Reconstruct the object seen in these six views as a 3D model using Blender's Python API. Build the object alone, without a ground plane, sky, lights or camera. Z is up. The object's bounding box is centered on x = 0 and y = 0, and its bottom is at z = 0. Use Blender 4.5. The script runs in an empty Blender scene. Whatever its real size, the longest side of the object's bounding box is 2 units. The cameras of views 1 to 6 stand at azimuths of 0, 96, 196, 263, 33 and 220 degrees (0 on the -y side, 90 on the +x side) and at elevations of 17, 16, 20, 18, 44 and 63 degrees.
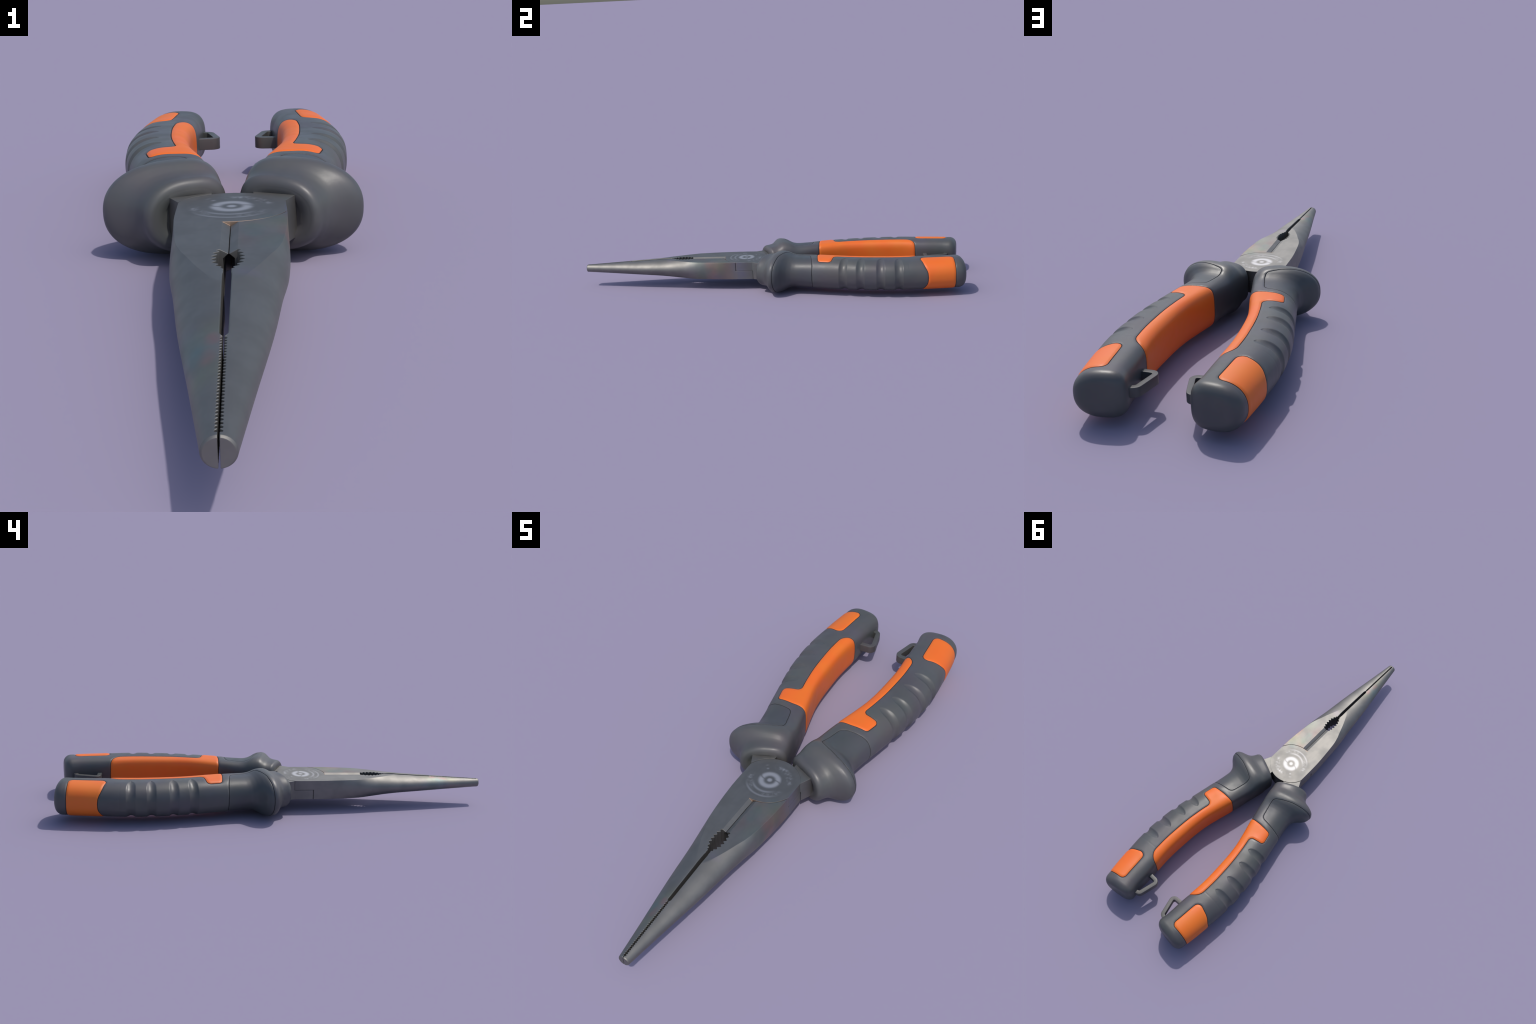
"""Long-nose pliers with two-tone rubber grips, lying flat, nose toward -y."""
import bpy, bmesh, math
import numpy as np
from mathutils import Vector

ZMID = 0.101                      # the mid plane of the tool


# ------------------------------------------------------------------ helpers
def pchip(xs, ys):
    """Monotone cubic through control points, clamped at both ends."""
    xs, ys = np.array(xs, float), np.array(ys, float)
    h = np.diff(xs)
    d = np.diff(ys) / h
    m = np.zeros(len(xs))
    w1, w2 = 2 * h[1:] + h[:-1], h[1:] + 2 * h[:-1]
    ok = d[:-1] * d[1:] > 0
    mm = np.zeros(len(d) - 1)
    mm[ok] = (w1 + w2)[ok] / (w1[ok] / d[:-1][ok] + w2[ok] / d[1:][ok])
    m[1:-1], m[0], m[-1] = mm, d[0], d[-1]

    def f(x):
        x = np.clip(np.asarray(x, float), xs[0], xs[-1])
        i = np.clip(np.searchsorted(xs, x) - 1, 0, len(h) - 1)
        t = (x - xs[i]) / h[i]
        return ((1 + 2 * t) * (1 - t) ** 2 * ys[i] + t * (1 - t) ** 2 * h[i] * m[i]
                + t * t * (3 - 2 * t) * ys[i + 1] + t * t * (t - 1) * h[i] * m[i + 1])
    return f


def smooth(a, b, x):
    t = np.clip((x - a) / (b - a), 0, 1)
    return t * t * (3 - 2 * t)


def rounded_polygon(pts, n=10):
    """pts: (x, y) or (x, y, radius); returns the outline with filleted corners."""
    out, m = [], len(pts)
    for i, p in enumerate(pts):
        c = np.array(p[:2], float)
        r = p[2] if len(p) > 2 else 0
        if not r:
            out.append(c)
            continue
        a = np.array(pts[i - 1][:2]) - c
        b = np.array(pts[(i + 1) % m][:2]) - c
        a, b = a / np.linalg.norm(a), b / np.linalg.norm(b)
        half = math.acos(np.clip(a @ b, -1, 1)) / 2
        d = r / math.tan(half)
        p0, p1 = c + a * d, c + b * d
        mid = (a + b) / np.linalg.norm(a + b)
        o = c + mid * r / math.sin(half)
        v0, v1 = (p0 - o) / r, (p1 - o) / r
        ang = math.acos(np.clip(v0 @ v1, -1, 1))
        for k in range(n + 1):
            t = k / n
            out.append(o + r * (math.sin((1 - t) * ang) * v0 + math.sin(t * ang) * v1) / math.sin(ang))
    return np.array(out)


def polygon_distance(P, poly):
    """Signed distance of the points P (n, 2), negative inside the polygon."""
    best, inside = np.full(len(P), 1e9), np.zeros(len(P), bool)
    for a, b in zip(poly, np.roll(poly, -1, axis=0)):
        e = b - a
        w = P - a
        t = np.clip(w @ e / max(e @ e, 1e-15), 0, 1)
        best = np.minimum(best, np.hypot(*(w - t[:, None] * e).T))
        cross = (a[1] > P[:, 1]) != (b[1] > P[:, 1])
        if e[1] != 0:
            inside ^= cross & (P[:, 0] < a[0] + (P[:, 1] - a[1]) * e[0] / e[1])
    return np.where(inside, -best, best)


def link(name, mesh, parent=None, mat=None):
    ob = bpy.data.objects.new(name, mesh)
    bpy.context.scene.collection.objects.link(ob)
    ob.parent = parent
    if mat:
        mesh.materials.append(mat)
    return ob


# ---------------------------------------------------------------- materials
class Nodes:
    def __init__(self, name):
        self.mat = bpy.data.materials.new(name)
        self.mat.use_nodes = True
        self.t = self.mat.node_tree
        self.bsdf = self.t.nodes["Principled BSDF"]
        self.obj = self.t.nodes.new("ShaderNodeTexCoord").outputs["Object"]

    def put(self, socket, v):
        if hasattr(v, "is_output"):
            self.t.links.new(v, socket)
        elif isinstance(v, (tuple, list)) and len(v) == 3 and socket.type == "RGBA":
            socket.default_value = (*v, 1)
        else:
            socket.default_value = v

    def math(self, op, a, b=0.0, c=0.0):
        n = self.t.nodes.new("ShaderNodeMath")
        n.operation = op
        for s, v in zip(n.inputs, (a, b, c)):
            self.put(s, v)
        return n.outputs[0]

    def step(self, x, lo, hi, a=0.0, b=1.0):
        n = self.t.nodes.new("ShaderNodeMapRange")
        n.interpolation_type = "SMOOTHSTEP"
        for s, v in zip(n.inputs[:5], (x, lo, hi, a, b)):
            self.put(s, v)
        return n.outputs[0]

    def mix(self, f, a, b, blend="MIX"):
        n = self.t.nodes.new("ShaderNodeMix")
        n.data_type, n.blend_type = "RGBA", blend
        self.put(n.inputs[0], f)
        self.put(n.inputs[6], a)
        self.put(n.inputs[7], b)
        return n.outputs[2]

    def noise(self, scale, detail=3.0, stretch=(1, 1, 1), offset=(0, 0, 0), rough=0.5, out=0):
        m = self.t.nodes.new("ShaderNodeMapping")
        self.put(m.inputs["Vector"], self.obj)
        m.inputs["Scale"].default_value = stretch
        m.inputs["Location"].default_value = offset
        n = self.t.nodes.new("ShaderNodeTexNoise")
        self.put(n.inputs["Vector"], m.outputs[0])
        n.inputs["Scale"].default_value = scale
        n.inputs["Detail"].default_value = detail
        n.inputs["Roughness"].default_value = rough
        return n.outputs[out]

    def bump(self, height, strength, distance):
        n = self.t.nodes.new("ShaderNodeBump")
        n.inputs["Strength"].default_value = strength
        n.inputs["Distance"].default_value = distance
        self.put(n.inputs["Height"], height)
        return n

    def xyz(self):
        n = self.t.nodes.new("ShaderNodeSeparateXYZ")
        self.put(n.inputs[0], self.obj)
        return n.outputs


def rubber(name, colour, dark, rough=0.43, tint=0.12):
    m = Nodes(name)
    n = m.noise(7.0, 3.0)
    col = m.mix(m.step(n, 0.35, 0.7), colour, dark)
    hue = m.noise(9.0, 1.0, offset=(3.1, 1.7, 0.4), out=1)
    col = m.mix(tint, col, hue, "OVERLAY")
    m.put(m.bsdf.inputs["Base Color"], col)
    m.put(m.bsdf.inputs["Roughness"], m.step(m.noise(14.0, 4.0), 0.3, 0.7, rough - 0.05, rough + 0.06))
    m.bsdf.inputs["Specular IOR Level"].default_value = 0.5
    b = m.bump(m.noise(220.0, 2.0), 0.06, 0.002)
    m.put(m.bsdf.inputs["Normal"], b.outputs[0])
    return m.mat


def steel(name):
    m = Nodes(name)
    M = m.math
    x, y, z = m.xyz()
    base = (0.252, 0.245, 0.229)
    cloud = m.step(m.noise(16.0, 4.0), 0.3, 0.72)
    col = m.mix(cloud, base, (0.214, 0.210, 0.199))
    grain = m.noise(60.0, 3.0, stretch=(1, 0.35, 1))
    col = m.mix(m.step(grain, 0.35, 0.75, 0.0, 0.30), col, (0.198, 0.196, 0.188))
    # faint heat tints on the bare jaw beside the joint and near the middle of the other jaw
    hue = m.noise(11.0, 0.0, stretch=(1.4, 0.8, 1.0), offset=(0.6, 0.3, 2.0), out=1)
    near = M("MULTIPLY", m.step(x, 0.004, 0.03), M("MULTIPLY", m.step(y, -0.48, -0.30), m.step(y, -0.03, -0.16)))
    far = M("MULTIPLY", m.step(x, 0.0, -0.006), M("MULTIPLY", m.step(y, -0.9, -0.82), m.step(y, -0.68, -0.74)))
    mask = M("MAXIMUM", near, far)
    off_disc = M("SQRT", M("ADD", M("MULTIPLY", x, x), M("POWER", M("ADD", y, 0.128), 2.0)))
    mask = M("MULTIPLY", mask, m.step(off_disc, 0.108, 0.116))
    col = m.mix(M("MULTIPLY", mask, 0.22), col, hue, "OVERLAY")
    def spot(cx, cy, rx, ry, side=1):
        d = M("SQRT", M("ADD", M("POWER", M("DIVIDE", M("SUBTRACT", x, cx), rx), 2.0),
                        M("POWER", M("DIVIDE", M("SUBTRACT", y, cy), ry), 2.0)))
        return m.step(d, 1.0, 0.1)
    wobble = m.step(m.noise(24.0, 2.0, offset=(1.2, 0.4, 0.7)), 0.3, 0.65, 0.35, 1.0)
    for cx, cy, rx, ry, tone, k in ((.040, -.300, .030, .060, (0.17, 0.26, 0.22), .65), (.070, -.225, .035, .040, (0.19, 0.25, 0.24), .45),
                                    (.097, -.300, .020, .050, (0.36, 0.19, 0.17), .5), (.108, -.220, .012, .060, (0.28, 0.20, 0.19), .5),
                                    (.108, -.150, .010, .060, (0.21, 0.21, 0.28), .6), (.030, -.530, .035, .030, (0.25, 0.22, 0.27), .5),
                                    (-.014, -.765, .016, .024, (0.38, 0.20, 0.20), .7), (-.020, -.815, .016, .030, (0.36, 0.21, 0.20), .6),
                                    (-.034, -.800, .016, .040, (0.18, 0.25, 0.25), .6), (-.026, -.875, .014, .035, (0.25, 0.27, 0.20), .5)):
        col = m.mix(M("MULTIPLY", M("MULTIPLY", spot(cx, cy, rx, ry), wobble), k), col, tone)
    # rusty step where the joint disc stands above the jaw
    rust = M("MULTIPLY", M("MULTIPLY", m.step(off_disc, .1120, .1130), m.step(off_disc, .1165, .1155)), m.step(y, -.15, -.2))
    rust = M("MULTIPLY", M("MULTIPLY", rust, m.step(x, -.0175, -.0155)), m.step(x, .045, .015, .25, 1.0))
    col = m.mix(M("MULTIPLY", rust, 0.6), col, (0.42, 0.27, 0.18))
    # stamped and filled round mark on the joint
    dy = M("ADD", y, 0.1265)
    r = M("SQRT", M("ADD", M("MULTIPLY", x, x), M("MULTIPLY", dy, dy)))
    ang = M("ARCTAN2", dy, x)

    def band(lo, hi, soft=0.004):
        return M("MULTIPLY", m.step(r, lo - soft, lo + soft), m.step(r, hi + soft, hi - soft))

    def window(centre, half, soft=0.12):
        d = M("ABSOLUTE", M("ARCTAN2", M("SINE", M("SUBTRACT", ang, centre)), M("COSINE", M("SUBTRACT", ang, centre))))
        return m.step(d, half + soft, half - soft)
    ring = band(0.0215, 0.0405, 0.007)
    straight = ang
    ang = M("ADD", ang, M("MULTIPLY", M("SUBTRACT", r, 0.031), 15.0))     # the two hooks of the ring overlap
    gaps = M("MAXIMUM", window(0.22, 0.08, 0.16), window(3.12, 0.08, 0.16))
    ang = straight
    ring = M("MULTIPLY", ring, M("SUBTRACT", 1.0, M("MULTIPLY", gaps, 0.85)))
    dot = m.step(r, 0.013, 0.004)
    lines = M("MAXIMUM", band(0.082, 0.087, 0.005), M("MULTIPLY", band(0.058, 0.065, 0.005), 0.9))
    lower = M("MULTIPLY", lines, window(-1.65, 0.75, 0.4))
    ticks = m.step(M("SINE", M("MULTIPLY", ang, 31.0)), -0.5, 0.6)
    speck = m.step(m.noise(75.0, 2.0, offset=(0.2, 0.5, 0)), 0.30, 0.75)
    script = M("MULTIPLY", band(0.062, 0.082, 0.008), M("MULTIPLY", M("MAXIMUM", M("MULTIPLY", ticks, 0.6), speck), speck))
    upper = M("MULTIPLY", script, M("MAXIMUM", window(0.95, 0.75, 0.2), M("MAXIMUM", M("MULTIPLY", window(-2.6, 0.5, 0.2), 0.8), M("MULTIPLY", window(-1.0, 0.5, 0.2), 0.6))))
    star = M("MULTIPLY", M("MAXIMUM", band(0.058, 0.064), M("MULTIPLY", band(0.077, 0.081), 0.6)), window(2.22, 0.06, 0.08))
    mark = M("MAXIMUM", M("MAXIMUM", ring, dot), M("MULTIPLY", M("MAXIMUM", M("MAXIMUM", lower, upper), star), 0.72))
    geo = m.t.nodes.new("ShaderNodeNewGeometry")
    nz = m.t.nodes.new("ShaderNodeSeparateXYZ")
    m.put(nz.inputs[0], geo.outputs["Normal"])
    mark = M("MULTIPLY", mark, m.step(nz.outputs[2], 0.9, 0.98))
    shade = M("MULTIPLY", M("MULTIPLY", band(0.012, 0.095, 0.006), 0.25), m.step(nz.outputs[2], 0.9, 0.98))
    col = m.mix(shade, col, (0.175, 0.174, 0.168))
    col = m.mix(M("MULTIPLY", mark, 0.9), col, (0.49, 0.487, 0.495))
    m.put(m.bsdf.inputs["Base Color"], col)
    m.put(m.bsdf.inputs["Metallic"], M("SUBTRACT", 1.0, M("MULTIPLY", mark, 0.15)))
    m.put(m.bsdf.inputs["Roughness"], m.step(cloud, 0, 1, 0.585, 0.61))
    bev = m.t.nodes.new("ShaderNodeBevel")
    bev.samples = 6
    bev.inputs["Radius"].default_value = 0.0016
    b = m.bump(M("ADD", grain, M("MULTIPLY", m.noise(28.0, 2.0), 1.5)), 0.05, 0.003)
    m.put(b.inputs["Normal"], bev.outputs[0])
    m.put(m.bsdf.inputs["Normal"], b.outputs[0])
    return m.mat


GREY = rubber("grey_rubber", (0.083, 0.083, 0.084), (0.070, 0.070, 0.072))
PAD = rubber("dark_pad_rubber", (0.068, 0.070, 0.073), (0.058, 0.061, 0.065))
ORANGE = rubber("orange_rubber", (0.78, 0.140, 0.011), (0.75, 0.160, 0.011), rough=0.5, tint=0.06)
LOOP = rubber("loop_plastic", (0.074, 0.074, 0.072), (0.064, 0.064, 0.063))
SEAM = rubber("seam_shadow", (0.034, 0.034, 0.036), (0.028, 0.028, 0.030), rough=0.7, tint=0.02)  # groove floor coloured near-black so the seam's shadow reads as a line
STEEL = steel("brushed_steel")

# ---------------------------------------------------------------- grip shape
# plan outline of the right grip: inner and outer edge as x over y
INNER = pchip([-.12, -.02, .036, .112, .187, .2885, .35, .43, .5, .57, .65, .7, .755, .81, .91, .95, 1.05],
              [-.015, .005, .016, .031, .048, .075, .092, .110, .118, .122, .1245, .123, .1175, .111, .1055, .099, .092])
OUTER = pchip([-.15, -.06, -.03, .0, .127, .19, .235, .35, .42, .47, .52, .56, .64, .7, .8, .86, .94, 1.05],
              [.162, .177, .188, .195, .2165, .2265, .235, .258, .273, .283, .290, .294, .299, .298, .290, .284, .2735, .256])
TILT = pchip([-.06, 0, .05, .2, .35, .5, .6, .7, .8, .94, 1.], [27, 21.5, 16, 13, 11, 5, 1.5, -2, -5, -7, -8])
GUARD = pchip([-.1, -.05, -.02, -.005, .011, .024, .034, .044, .054, .065, .08, .095, .11, .125, .145, .165, 1.1],
              [0, 0, .01, .035, .12, .31, .56, .81, .955, 1, .95, .75, .42, .17, .03, 0, 0])
HALF = pchip([-.1, 0, .15, .35, .6, .78, 1.1], [.077, .078, .078, .080, .079, .078, .077])
S_FRONT, S_BACK, R_FRONT, R_BACK = -.031, .993, .018, .034
GIRTH = 0.275                     # half the usual girth: metres per unit of e
GROOVES = (.399, .482, .578, .665)


INNER_POWER = pchip([-.1, .1, .25, .70, .82, 1.1], [3.0, 3.3, 4.4, 4.4, 3.4, 3.0])


def edge_inset(s):
    f = np.clip((S_FRONT + R_FRONT - s) / R_FRONT, 0, 1)
    b = np.clip((s - S_BACK + R_BACK) / R_BACK, 0, 1)
    return R_FRONT * (1 - np.sqrt(1 - f * f)) + R_BACK * (1 - np.sqrt(1 - b * b))


def grip_section(s, th, scale=1.0, power=None):
    """Point of the grip: s along the spine, th = 0 outer side, pi/2 top, pi inner side."""
    phi = np.radians(TILT(s))
    c, sn = np.cos(phi), np.sin(phi)
    xc = (INNER(s) + OUTER(s)) / 2
    to, ti = np.full_like(s, .09), np.full_like(s, .09)
    for _ in range(12):
        to, ti = (OUTER(s - to * sn) - xc) / c, (xc - INNER(s + ti * sn)) / c
    g, ins = GUARD(s), edge_inset(s)
    w = ti + to
    cen = -ti + .44 * w + .02 * g
    b = HALF(s) + .023 * g - ins
    a_in, a_out = cen + ti - ins, to - cen + .074 * g - ins
    ct, st = np.cos(th), np.sin(th)
    k = np.where(ct > 0, 2.3, INNER_POWER(s) if power is None else power)
    px = np.sign(ct) * np.abs(ct) ** (2 / k) * np.where(ct > 0, a_out, a_in) * scale + cen
    pz = np.sign(st) * np.abs(st) ** (2 / k) * b * scale
    return np.stack([xc + px * c, s - px * sn, ZMID + pz], -1)


def uniform_section(s, count):
    """count points evenly spaced round the section, from the outer side over the top, and their
    girth coordinate e: 0 outer .. 1 inner, measured on a standard section so that borders run true."""
    th = np.linspace(0, 2 * np.pi, 1441)

    def run(p):
        return np.concatenate([[0], np.cumsum(np.linalg.norm(np.diff(p, axis=0), axis=1))])
    p = grip_section(np.full_like(th, s), th)
    L = run(p)
    standard = run(grip_section(np.full_like(th, s), th, power=3.4))[-1]
    t = np.arange(count) / count
    q = np.stack([np.interp(t * L[-1], L, p[:, k]) for k in range(3)], 1)
    return q, (1 - np.abs(1 - 2 * t)) * L[-1] / standard


def scaled(pts):
    return rounded_polygon([(p[0], p[1] * GIRTH, *p[2:]) for p in pts])


PANELS = {
    "inner_panel": scaled([(.238, 1.15), (.241, .78), (.251, .57), (.261, .43), (.270, .313, .018), (.336, .313, .018),
                           (.338, .603, .022), (.42, .612), (.60, .62), (.773, .625, .058), (.779, 1.15)]),
    "end_patch": scaled([(.803, -.15), (.803, 0), (.801, .09), (.797, .14), (.791, .19), (.785, .26), (.779, .36), (.774, .43),
                         (.776, .535, .024), (.94, .537, .024), (.938, .3), (.9365, 0), (.9365, -.15)]),
    "thumb_pad": scaled([(.0715, -.15), (.072, .1), (.0735, .25), (.076, .40), (.0845, .53), (.097, .648, .011), (.15, .612),
                         (.2135, .598, .028), (.230, .42), (.240, .30), (.246, .2), (.2485, 0), (.2485, -.15)]),
}
# on the underside the tab of the inner panel is shorter
UNDERSIDE = scaled([(.238, 1.15), (.241, .78), (.251, .60), (.258, .50, .012), (.336, .50, .012),
                    (.338, .603, .012), (.42, .612), (.60, .62), (.773, .625, .058), (.779, 1.15)])
PANEL_MATERIAL = {"inner_panel": ORANGE, "end_patch": ORANGE, "thumb_pad": PAD}


def split_at(pos, fields, tris, key, level):
    """Cut the triangles along fields[key] == level, adding vertices on the line."""
    f = fields[key] - level
    f = np.where(np.abs(f) < 2e-5, 0.0, f)
    sg = np.sign(f)[tris]
    mixed = (sg.min(1) < 0) & (sg.max(1) > 0)
    keep, new_pos, new_f, made, out = tris[~mixed], [], [], {}, []
    names = list(fields)
    n0 = len(pos)

    def cut(a, b):
        k = (min(a, b), max(a, b))
        if k not in made:
            t = f[k[0]] / (f[k[0]] - f[k[1]])
            made[k] = n0 + len(new_pos)
            new_pos.append(pos[k[0]] * (1 - t) + pos[k[1]] * t)
            row = [fields[n][k[0]] * (1 - t) + fields[n][k[1]] * t for n in names]
            row[names.index(key)] = level
            new_f.append(row)
        return made[k]
    for tri in tris[mixed]:
        s = [np.sign(f[v]) for v in tri]
        if 0 in s:
            i = s.index(0)
            a, b, c = tri[i], tri[(i + 1) % 3], tri[(i + 2) % 3]
            m = cut(b, c)
            out += [(a, b, m), (a, m, c)]
        else:
            i = next(i for i in range(3) if s[i] != s[(i + 1) % 3] and s[i] != s[(i + 2) % 3])
            a, b, c = tri[i], tri[(i + 1) % 3], tri[(i + 2) % 3]
            p, q = cut(a, b), cut(a, c)
            out += [(a, p, q), (p, b, c), (p, c, q)]
    if out:
        pos = np.vstack([pos, np.array(new_pos)])
        nf = np.array(new_f)
        fields = {n: np.concatenate([fields[n], nf[:, i]]) for i, n in enumerate(names)}
        fields[key][np.where(f == 0)[0]] = level
        keep = np.vstack([keep, np.array(out)])
    return pos, fields, keep


def vertex_normals(pos, tris):
    a, b, c = pos[tris[:, 0]], pos[tris[:, 1]], pos[tris[:, 2]]
    fn = np.cross(b - a, c - a)
    n = np.zeros_like(pos)
    for k in range(3):
        np.add.at(n, tris[:, k], fn)
    return n / (np.linalg.norm(n, axis=1, keepdims=True) + 1e-20)


SEAM_HALF, SEAM_DEPTH = 0.0014, 0.0028


def build_grip():
    """The whole right grip as one displaced surface, cut along the panel borders."""
    count = 264
    front = S_FRONT + R_FRONT * (1 - np.cos(np.linspace(0, np.pi / 2, 9)))
    back = S_BACK - R_BACK * (1 - np.cos(np.linspace(np.pi / 2, 0, 12)))
    mid = np.linspace(front[-1], back[0], 370)[1:-1]
    S = np.concatenate([front, mid, back])
    rows, E = zip(*(uniform_section(s, count) for s in S))
    pos = np.array(rows).reshape(-1, 3)
    e = np.array(E).reshape(-1)
    s = np.repeat(S, count)
    ns = len(S)
    i, j = np.meshgrid(np.arange(ns - 1), np.arange(count), indexing="ij")
    a, b = (i * count + j).ravel(), (i * count + (j + 1) % count).ravel()
    c, d = a + count, b + count
    tris = np.vstack([np.stack([a, b, d], 1), np.stack([a, d, c], 1)])
    # end faces: rings shrinking to a point, the front one sunk round the tang
    for row, flip, ring_in in ((0, True, (.985, .93, .76, .66, .4)), (ns - 1, False, (.985, .9, .6, .3))):
        ring = np.arange(count) + row * count
        centre = pos[ring].mean(0)
        for k in ring_in:
            q = centre + (pos[row * count:(row + 1) * count] - centre) * k
            if row == 0 and k < .7:
                q = q + np.array([.25, .95, 0]) * .010
            ids = np.arange(count) + len(pos)
            pos, s, e = np.vstack([pos, q]), np.append(s, np.full(count, S[row])), np.append(e, e[:count])
            r1, i1 = np.roll(ring, -1), np.roll(ids, -1)
            t = np.vstack([np.stack([ring, r1, i1], 1), np.stack([ring, i1, ids], 1)])
            tris = np.vstack([tris, t[:, ::-1] if flip else t])
            ring = ids
        tip = len(pos)
        pos = np.vstack([pos, pos[ring].mean(0)])
        s, e = np.append(s, S[row]), np.append(e, .5)
        t = np.stack([ring, np.roll(ring, -1), np.full(count, tip)], 1)
        tris = np.vstack([tris, t[:, ::-1] if flip else t])
    # outward orientation
    v = np.einsum("ij,ij->i", pos[tris[:, 0]], np.cross(pos[tris[:, 1]], pos[tris[:, 2]])).sum()
    if v < 0:
        tris = tris[:, ::-1]
    su = np.stack([s, e * GIRTH], 1)
    fields = {"s": s, "e": e}
    near = np.full(len(s), 1e9)
    for name, poly in PANELS.items():
        fields[name] = polygon_distance(su, poly)
        if name == "inner_panel":
            fields[name] = np.where(pos[:, 2] < ZMID, polygon_distance(su, UNDERSIDE), fields[name])
        near = np.minimum(near, fields[name])
    fields["near"] = near
    for level in (0.0, -SEAM_HALF, SEAM_HALF):
        pos, fields, tris = split_at(pos, fields, tris, "near", level)
    n0 = vertex_normals(pos, tris)
    s, u, D = fields["s"], fields["e"] * GIRTH, fields["near"]
    h = np.zeros(len(pos))
    # finger grooves across the back, running out on the upper and lower faces
    for sk in GROOVES:
        d = (s - sk) / (.0195 * np.sqrt(np.maximum(1e-6, 1 - (u / .136) ** 6)))
        prof = np.maximum(0, 1 - d * d) ** 0.9
        h -= .0078 * prof * (0.72 + 0.28 * smooth(.0, .05, u)) * (1 - .75 * smooth(.085, .136, u))
    # soft shoulders and the sharp seam itself
    ad = np.abs(D)
    h -= .0018 * np.maximum(0, 1 - ad / .010) ** 2
    h -= SEAM_DEPTH * np.maximum(0, 1 - ad / SEAM_HALF)
    h += .0012 * smooth(.0, -.012, fields["inner_panel"]) + .0012 * smooth(.0, -.012, fields["end_patch"])
    h -= .0014 * smooth(.0, -.008, fields["thumb_pad"])
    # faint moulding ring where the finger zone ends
    h -= .00025 * np.exp(-((s - .713) / .0025) ** 2) * (D > .004)
    pos = pos + n0 * h[:, None]
    return pos, tris, fields


def grip_mesh(name, pos, tris, nrm):
    used, inv = np.unique(tris, return_inverse=True)
    me = bpy.data.meshes.new(name)
    me.from_pydata(pos[used].tolist(), [], inv.reshape(-1, 3).tolist())
    me.polygons.foreach_set("use_smooth", [True] * len(me.polygons))
    me.normals_split_custom_set_from_vertices(nrm[used].tolist())
    me.update()
    return me


def loop_mesh(side):
    """Lanyard eye: a flat bar bent into a triangle against the inner side of the grip."""
    path = rounded_polygon([(.135, .8185), (.0572, .8220, .0165), (.0825, .9240, .0165), (.128, .9400)], 8)
    half_w, half_h, r = .0098, .0165, .0015
    prof = rounded_polygon([(-half_w, -half_h, r), (half_w, -half_h, r), (half_w, half_h, r), (-half_w, half_h, r)], 4)
    bm = bmesh.new()
    rings = []
    for k, p in enumerate(path):
        d0 = path[max(k, 1)] - path[max(k, 1) - 1]
        d1 = path[min(k + 1, len(path) - 1)] - path[min(k, len(path) - 2)]
        d0, d1 = d0 / np.linalg.norm(d0), d1 / np.linalg.norm(d1)
        t = (d0 + d1) / np.linalg.norm(d0 + d1)
        n = np.array([-t[1], t[0]]) / max(.3, t @ d0)
        rings.append([bm.verts.new((side * (p[0] + n[0] * q[0]), p[1] + n[1] * q[0], .1005 + q[1])) for q in prof])
    m = len(prof)
    for a, b in zip(rings, rings[1:]):
        for k in range(m):
            bm.faces.new((a[k], a[(k + 1) % m], b[(k + 1) % m], b[k]))
    bm.faces.new(rings[0])
    bm.faces.new(rings[-1])
    bmesh.ops.recalc_face_normals(bm, faces=bm.faces)
    me = bpy.data.meshes.new("lanyard_loop")
    bm.to_mesh(me)
    bm.free()
    me.shade_smooth()
    me.set_sharp_from_angle(angle=math.radians(50))
    return me


# ----------------------------------------------------------------- jaw shape
FLAT = 0.045                                        # half thickness of the joint
J_SIDE = pchip([-1, -.93, -.86, -.66, -.5, -.466, -.42, -.33, -.25, -.17, -.05],
               [.0200, .0300, .0400, .0690, .0880, .0930, .0985, .1040, .1056, .1058, .1057])
J_ROUND = pchip([-1, -.87, -.76, -.66, -.585, -.56, -.53, -.5, -.4476, -.4155, -.38, -.325, -.25, -.18, -.05],
                np.log([.0197, .0270, .0335, .0395, .0445, .0470, .0502, .0545, .0645, .0770, .0940, .116, .19, .6, .9]))
HOLE = pchip([-.535, -.525, -.514, -.5015, -.485, -.469, -.452, -.4355, -.4195, -.415],
             [.0068, .0080, .0120, .0195, .0255, .0275, .0272, .0252, .0200, .0175])
TEETH = (-.526, -.5145, -.5018, -.4856, -.4690, -.4522, -.4355, -.4197)


def half_gap(y):
    """Half of the opening between the jaws at height y of the nose."""
    if y < -.7605:
        if y < -.991:
            return .0013
        ph = ((y + 1) / .00765) % 1.0
        return .0012 + .0034 * math.sqrt(max(0, 1 - ((ph - .5) / .42) ** 2)) if abs(ph - .5) < .42 else .0012
    if y < -.535:
        t = float(smooth(-.7605, -.750, np.array(y)))
        return .0014 + t * (.0044 + .0014 * (y + .75) / .215)
    if y < -.4160:
        tip = float(HOLE(y))
        # saw teeth of the pipe grip: notches reach the almond outline, crests stand in from it
        best = 1.0
        for c in TEETH:
            best = min(best, abs(y - c) / .0080)
        return max(.0062, tip - .0088 * min(1, best ** 1.1))
    return .0006


def jaw_stations():
    ys = list(np.arange(-1, -.7605, .00765 / 10)) + list(np.arange(-.7605, -.75, .0015)) + list(np.arange(-.75, -.535, .006))
    ys += list(np.arange(-.535, -.4162, .0008)) + [-.4162, -.4158] + list(np.arange(-.41, -.2425, .008))
    ys += [-.2424, -.2418, -.22, -.19, -.16, -.12]
    return sorted(set(round(float(v), 6) for v in ys))


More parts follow.
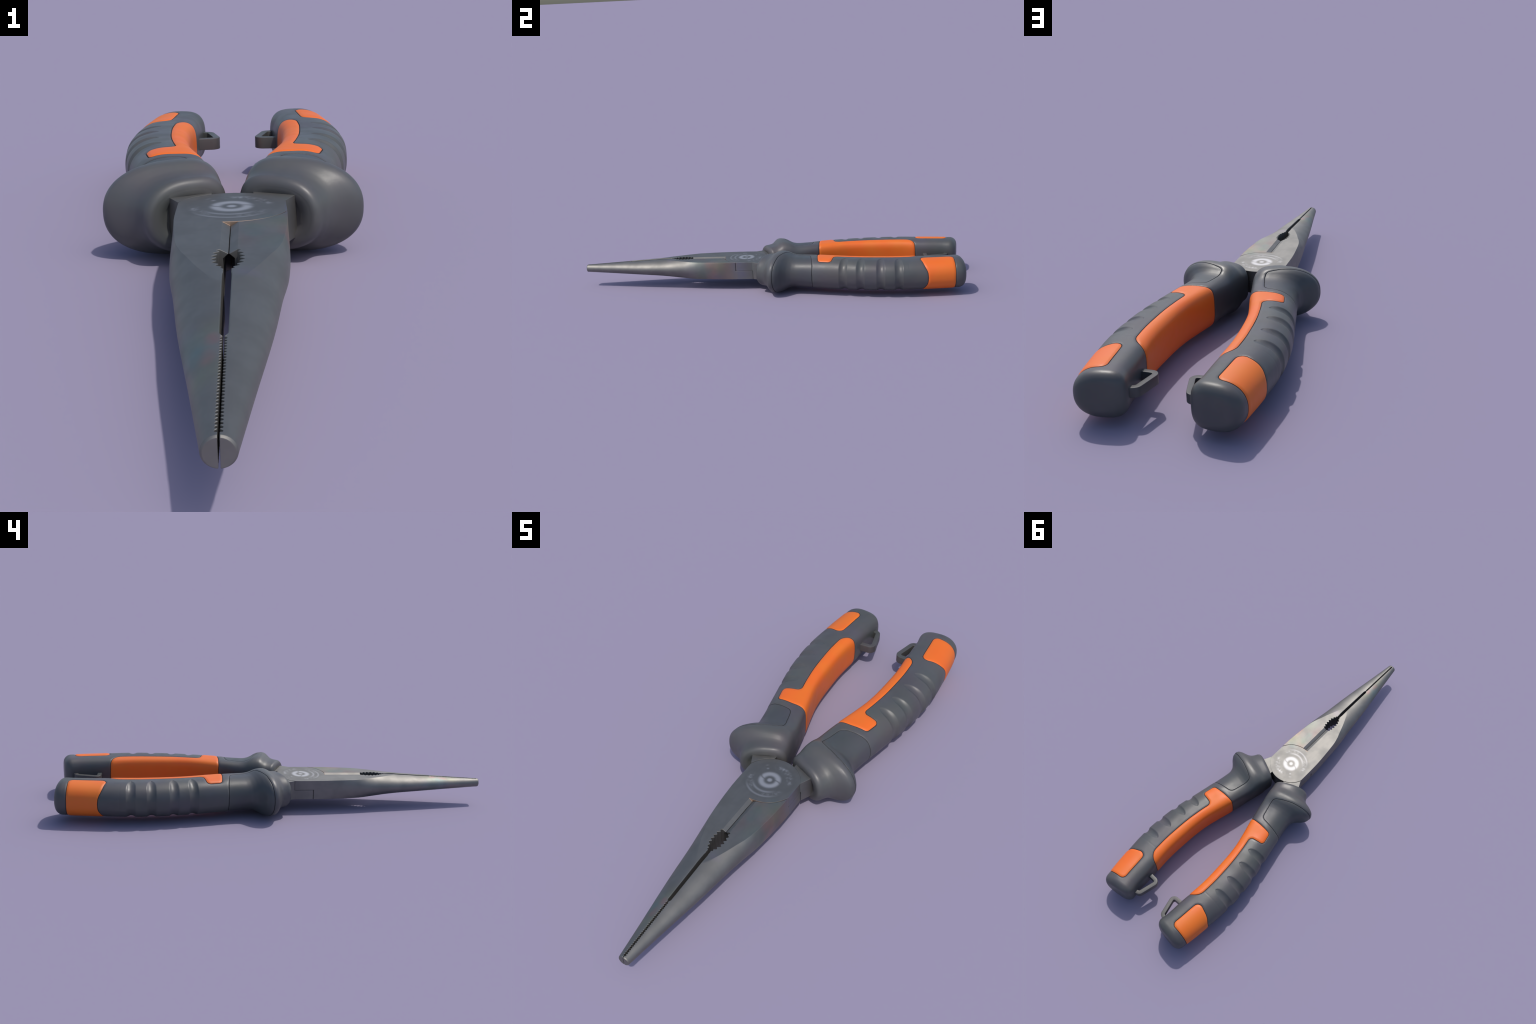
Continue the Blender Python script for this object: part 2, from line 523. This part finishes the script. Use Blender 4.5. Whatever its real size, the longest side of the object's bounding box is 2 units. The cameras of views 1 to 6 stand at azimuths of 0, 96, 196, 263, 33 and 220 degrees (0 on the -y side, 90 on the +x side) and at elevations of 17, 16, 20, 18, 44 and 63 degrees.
def jaw_loft(open_below=True):
    """Right half of the nose as a closed solid, slit face toward the middle."""
    bm = bmesh.new()
    rings = []
    for y in jaw_stations():
        g = half_gap(y)
        a, hr = float(J_SIDE(y)), float(np.exp(J_ROUND(y)))
        if y < -.997:
            a -= (-.997 - y) * .6
            hr -= (-.997 - y) * .6
        groove = -.4159 < y < -.2421
        edge = .0005 if y < -.76 or -.53 < y < -.4158 else .0012
        cx = .0150 if groove else g + edge
        flat = a * math.sqrt(max(0, 1 - (FLAT / hr) ** 2)) if hr > FLAT else 0.0
        x0 = max(flat, cx)

        def top(x):
            return min(FLAT, hr * math.sqrt(max(0, 1 - (x / a) ** 2)))
        z_edge = top(cx)
        z_in = z_edge - (.0078 if groove else edge)
        gi, zr = (.0095, z_in - .008) if -.4159 < y < -.27 else (g, z_in * .6)   # relief under the cutting edges
        half = [(gi, 0), (gi, zr), (g, z_in)]
        half += [(cx + (x0 - cx) * t, top(cx + (x0 - cx) * t)) for t in (0, .25, .5, .75)]
        psi0 = math.asin(min(1, x0 / a))
        for t in np.linspace(0, 1, 25):
            p = psi0 + (math.pi / 2 - psi0) * t
            half.append((a * math.sin(p), min(FLAT, hr * math.cos(p))))
        if gi != g and open_below:                # the cutting edge stands on one face only
            low = [(x, -z) for x, z in half[-2:2:-1]] + [(gi, -z_in), (gi, -zr)]
            full = half + low
        elif gi != g:
            full = [half[0], (gi, zr), (gi, z_in)] + half[3:] + [(x, -z) for x, z in half[-2:0:-1]]
        else:
            full = half + [(x, -z) for x, z in half[-2:0:-1]]
        rings.append([bm.verts.new((x, y, ZMID + z)) for x, z in full])
    m = len(rings[0])
    for p, q in zip(rings, rings[1:]):
        for k in range(m):
            bm.faces.new((p[k], q[k], q[(k + 1) % m], p[(k + 1) % m]))
    bm.faces.new(rings[0])
    bm.faces.new(rings[-1][::-1])
    bmesh.ops.remove_doubles(bm, verts=bm.verts, dist=1e-6)
    bmesh.ops.recalc_face_normals(bm, faces=bm.faces)
    me = bpy.data.meshes.new("loft")
    bm.to_mesh(me)
    bm.free()
    return me


def prism(outline, z0, z1, name="prism"):
    bm = bmesh.new()
    lo = [bm.verts.new((x, y, z0)) for x, y in outline]
    hi = [bm.verts.new((x, y, z1)) for x, y in outline]
    bm.faces.new(lo[::-1])
    bm.faces.new(hi)
    n = len(lo)
    for k in range(n):
        bm.faces.new((lo[k], lo[(k + 1) % n], hi[(k + 1) % n], hi[k]))
    bmesh.ops.recalc_face_normals(bm, faces=bm.faces)
    me = bpy.data.meshes.new(name)
    bm.to_mesh(me)
    bm.free()
    return me


def combine(base, steps):
    """Apply exact booleans one after another and return the resulting mesh."""
    ob = bpy.data.objects.new("work", base)
    bpy.context.scene.collection.objects.link(ob)
    helpers = []
    for op, me in steps:
        h = bpy.data.objects.new("helper", me)
        bpy.context.scene.collection.objects.link(h)
        helpers.append(h)
        mod = ob.modifiers.new(op, "BOOLEAN")
        mod.operation, mod.object, mod.solver = op, h, "EXACT"
    dg = bpy.context.evaluated_depsgraph_get()
    dg.update()
    out = bpy.data.meshes.new_from_object(ob.evaluated_get(dg))
    for o in helpers + [ob]:
        bpy.data.objects.remove(o)
    return out


DISC_Y, DISC_R, SIDE_X, GAP = -.128, .1135, .1057, .0022


def disc_outline(r, limit):
    pts = []
    for k in range(180):
        a = k * math.tau / 180
        pts.append((max(-limit, min(limit, r * math.cos(a))), DISC_Y + r * math.sin(a)))
    clean = [p for i, p in enumerate(pts) if math.dist(p, pts[i - 1]) > 1e-7]
    out = []
    for i, p in enumerate(clean):            # drop points along the straight flats
        if abs(p[0]) == limit and abs(clean[i - 1][0]) == limit and abs(clean[(i + 1) % len(clean)][0]) == limit:
            continue
        out.append(p)
    return out


def lever_mesh(open_below=True):
    """Right jaw + lower half of the joint + left tang, one solid."""
    z0, z1 = ZMID - FLAT, ZMID + FLAT
    tang = [(-.1056, -.150), (-.1056, -.0865), (-.1245, -.0480), (-.146, -.004), (-.146, .03), (-.0425, .03), (-.0425, -.06), (-.06, -.15)]
    upper = disc_outline(DISC_R + GAP, .2)
    me = combine(jaw_loft(open_below), [
        ("UNION", prism(tang, z0 + .0004, z1 - .0004)),
        ("DIFFERENCE", prism(upper, ZMID - .0006, z1 + .02)),
        ("UNION", prism(disc_outline(DISC_R, SIDE_X), z0, ZMID - .0006)),
    ])
    return me


def finish_metal(me):
    me.shade_smooth()
    me.set_sharp_from_angle(angle=math.radians(14))
    me.update()


# ------------------------------------------------------------------ assemble
pliers = bpy.data.objects.new("long_nose_pliers", None)
bpy.context.scene.collection.objects.link(pliers)
pliers["label"] = "long-nose pliers with grey and orange rubber grips"
pliers["category"] = "pliers"

right = lever_mesh()
right.name = "jaw"
left = lever_mesh(open_below=False)
co = np.empty(len(left.vertices) * 3, np.float32)
left.vertices.foreach_get("co", co)
co = co.reshape(-1, 3) * np.array([-1, 1, -1]) + np.array([0, 0, 2 * ZMID])   # half turn about the tool's axis
left.vertices.foreach_set("co", co.astype(np.float32).ravel())
for me in (right, left):
    me.materials.clear()
    finish_metal(me)
    link("jaw", me, pliers, STEEL)

pos, tris, fields = build_grip()
nrm = vertex_normals(pos, tris)
cen = {k: v[tris].mean(1) for k, v in fields.items()}
in_seam = np.abs(cen["near"]) < SEAM_HALF
groups = {"grip": (cen["near"] > 0) & ~in_seam, "seam_line": in_seam}
for name in PANELS:
    groups[name] = (cen[name] < 0) & ~in_seam
for side in (1, -1):
    P, N = pos * np.array([side, 1, 1]), nrm * np.array([side, 1, 1])
    T = tris if side > 0 else tris[:, ::-1]
    grip = link("grip", grip_mesh("grip", P, T[groups["grip"]], N), pliers, GREY)
    link("seam_line", grip_mesh("seam_line", P, T[groups["seam_line"]], N), grip, SEAM)
    for name in PANELS:
        link(name, grip_mesh(name, P, T[groups[name]], N), grip, PANEL_MATERIAL[name])
    link("lanyard_loop", loop_mesh(side), grip, LOOP)
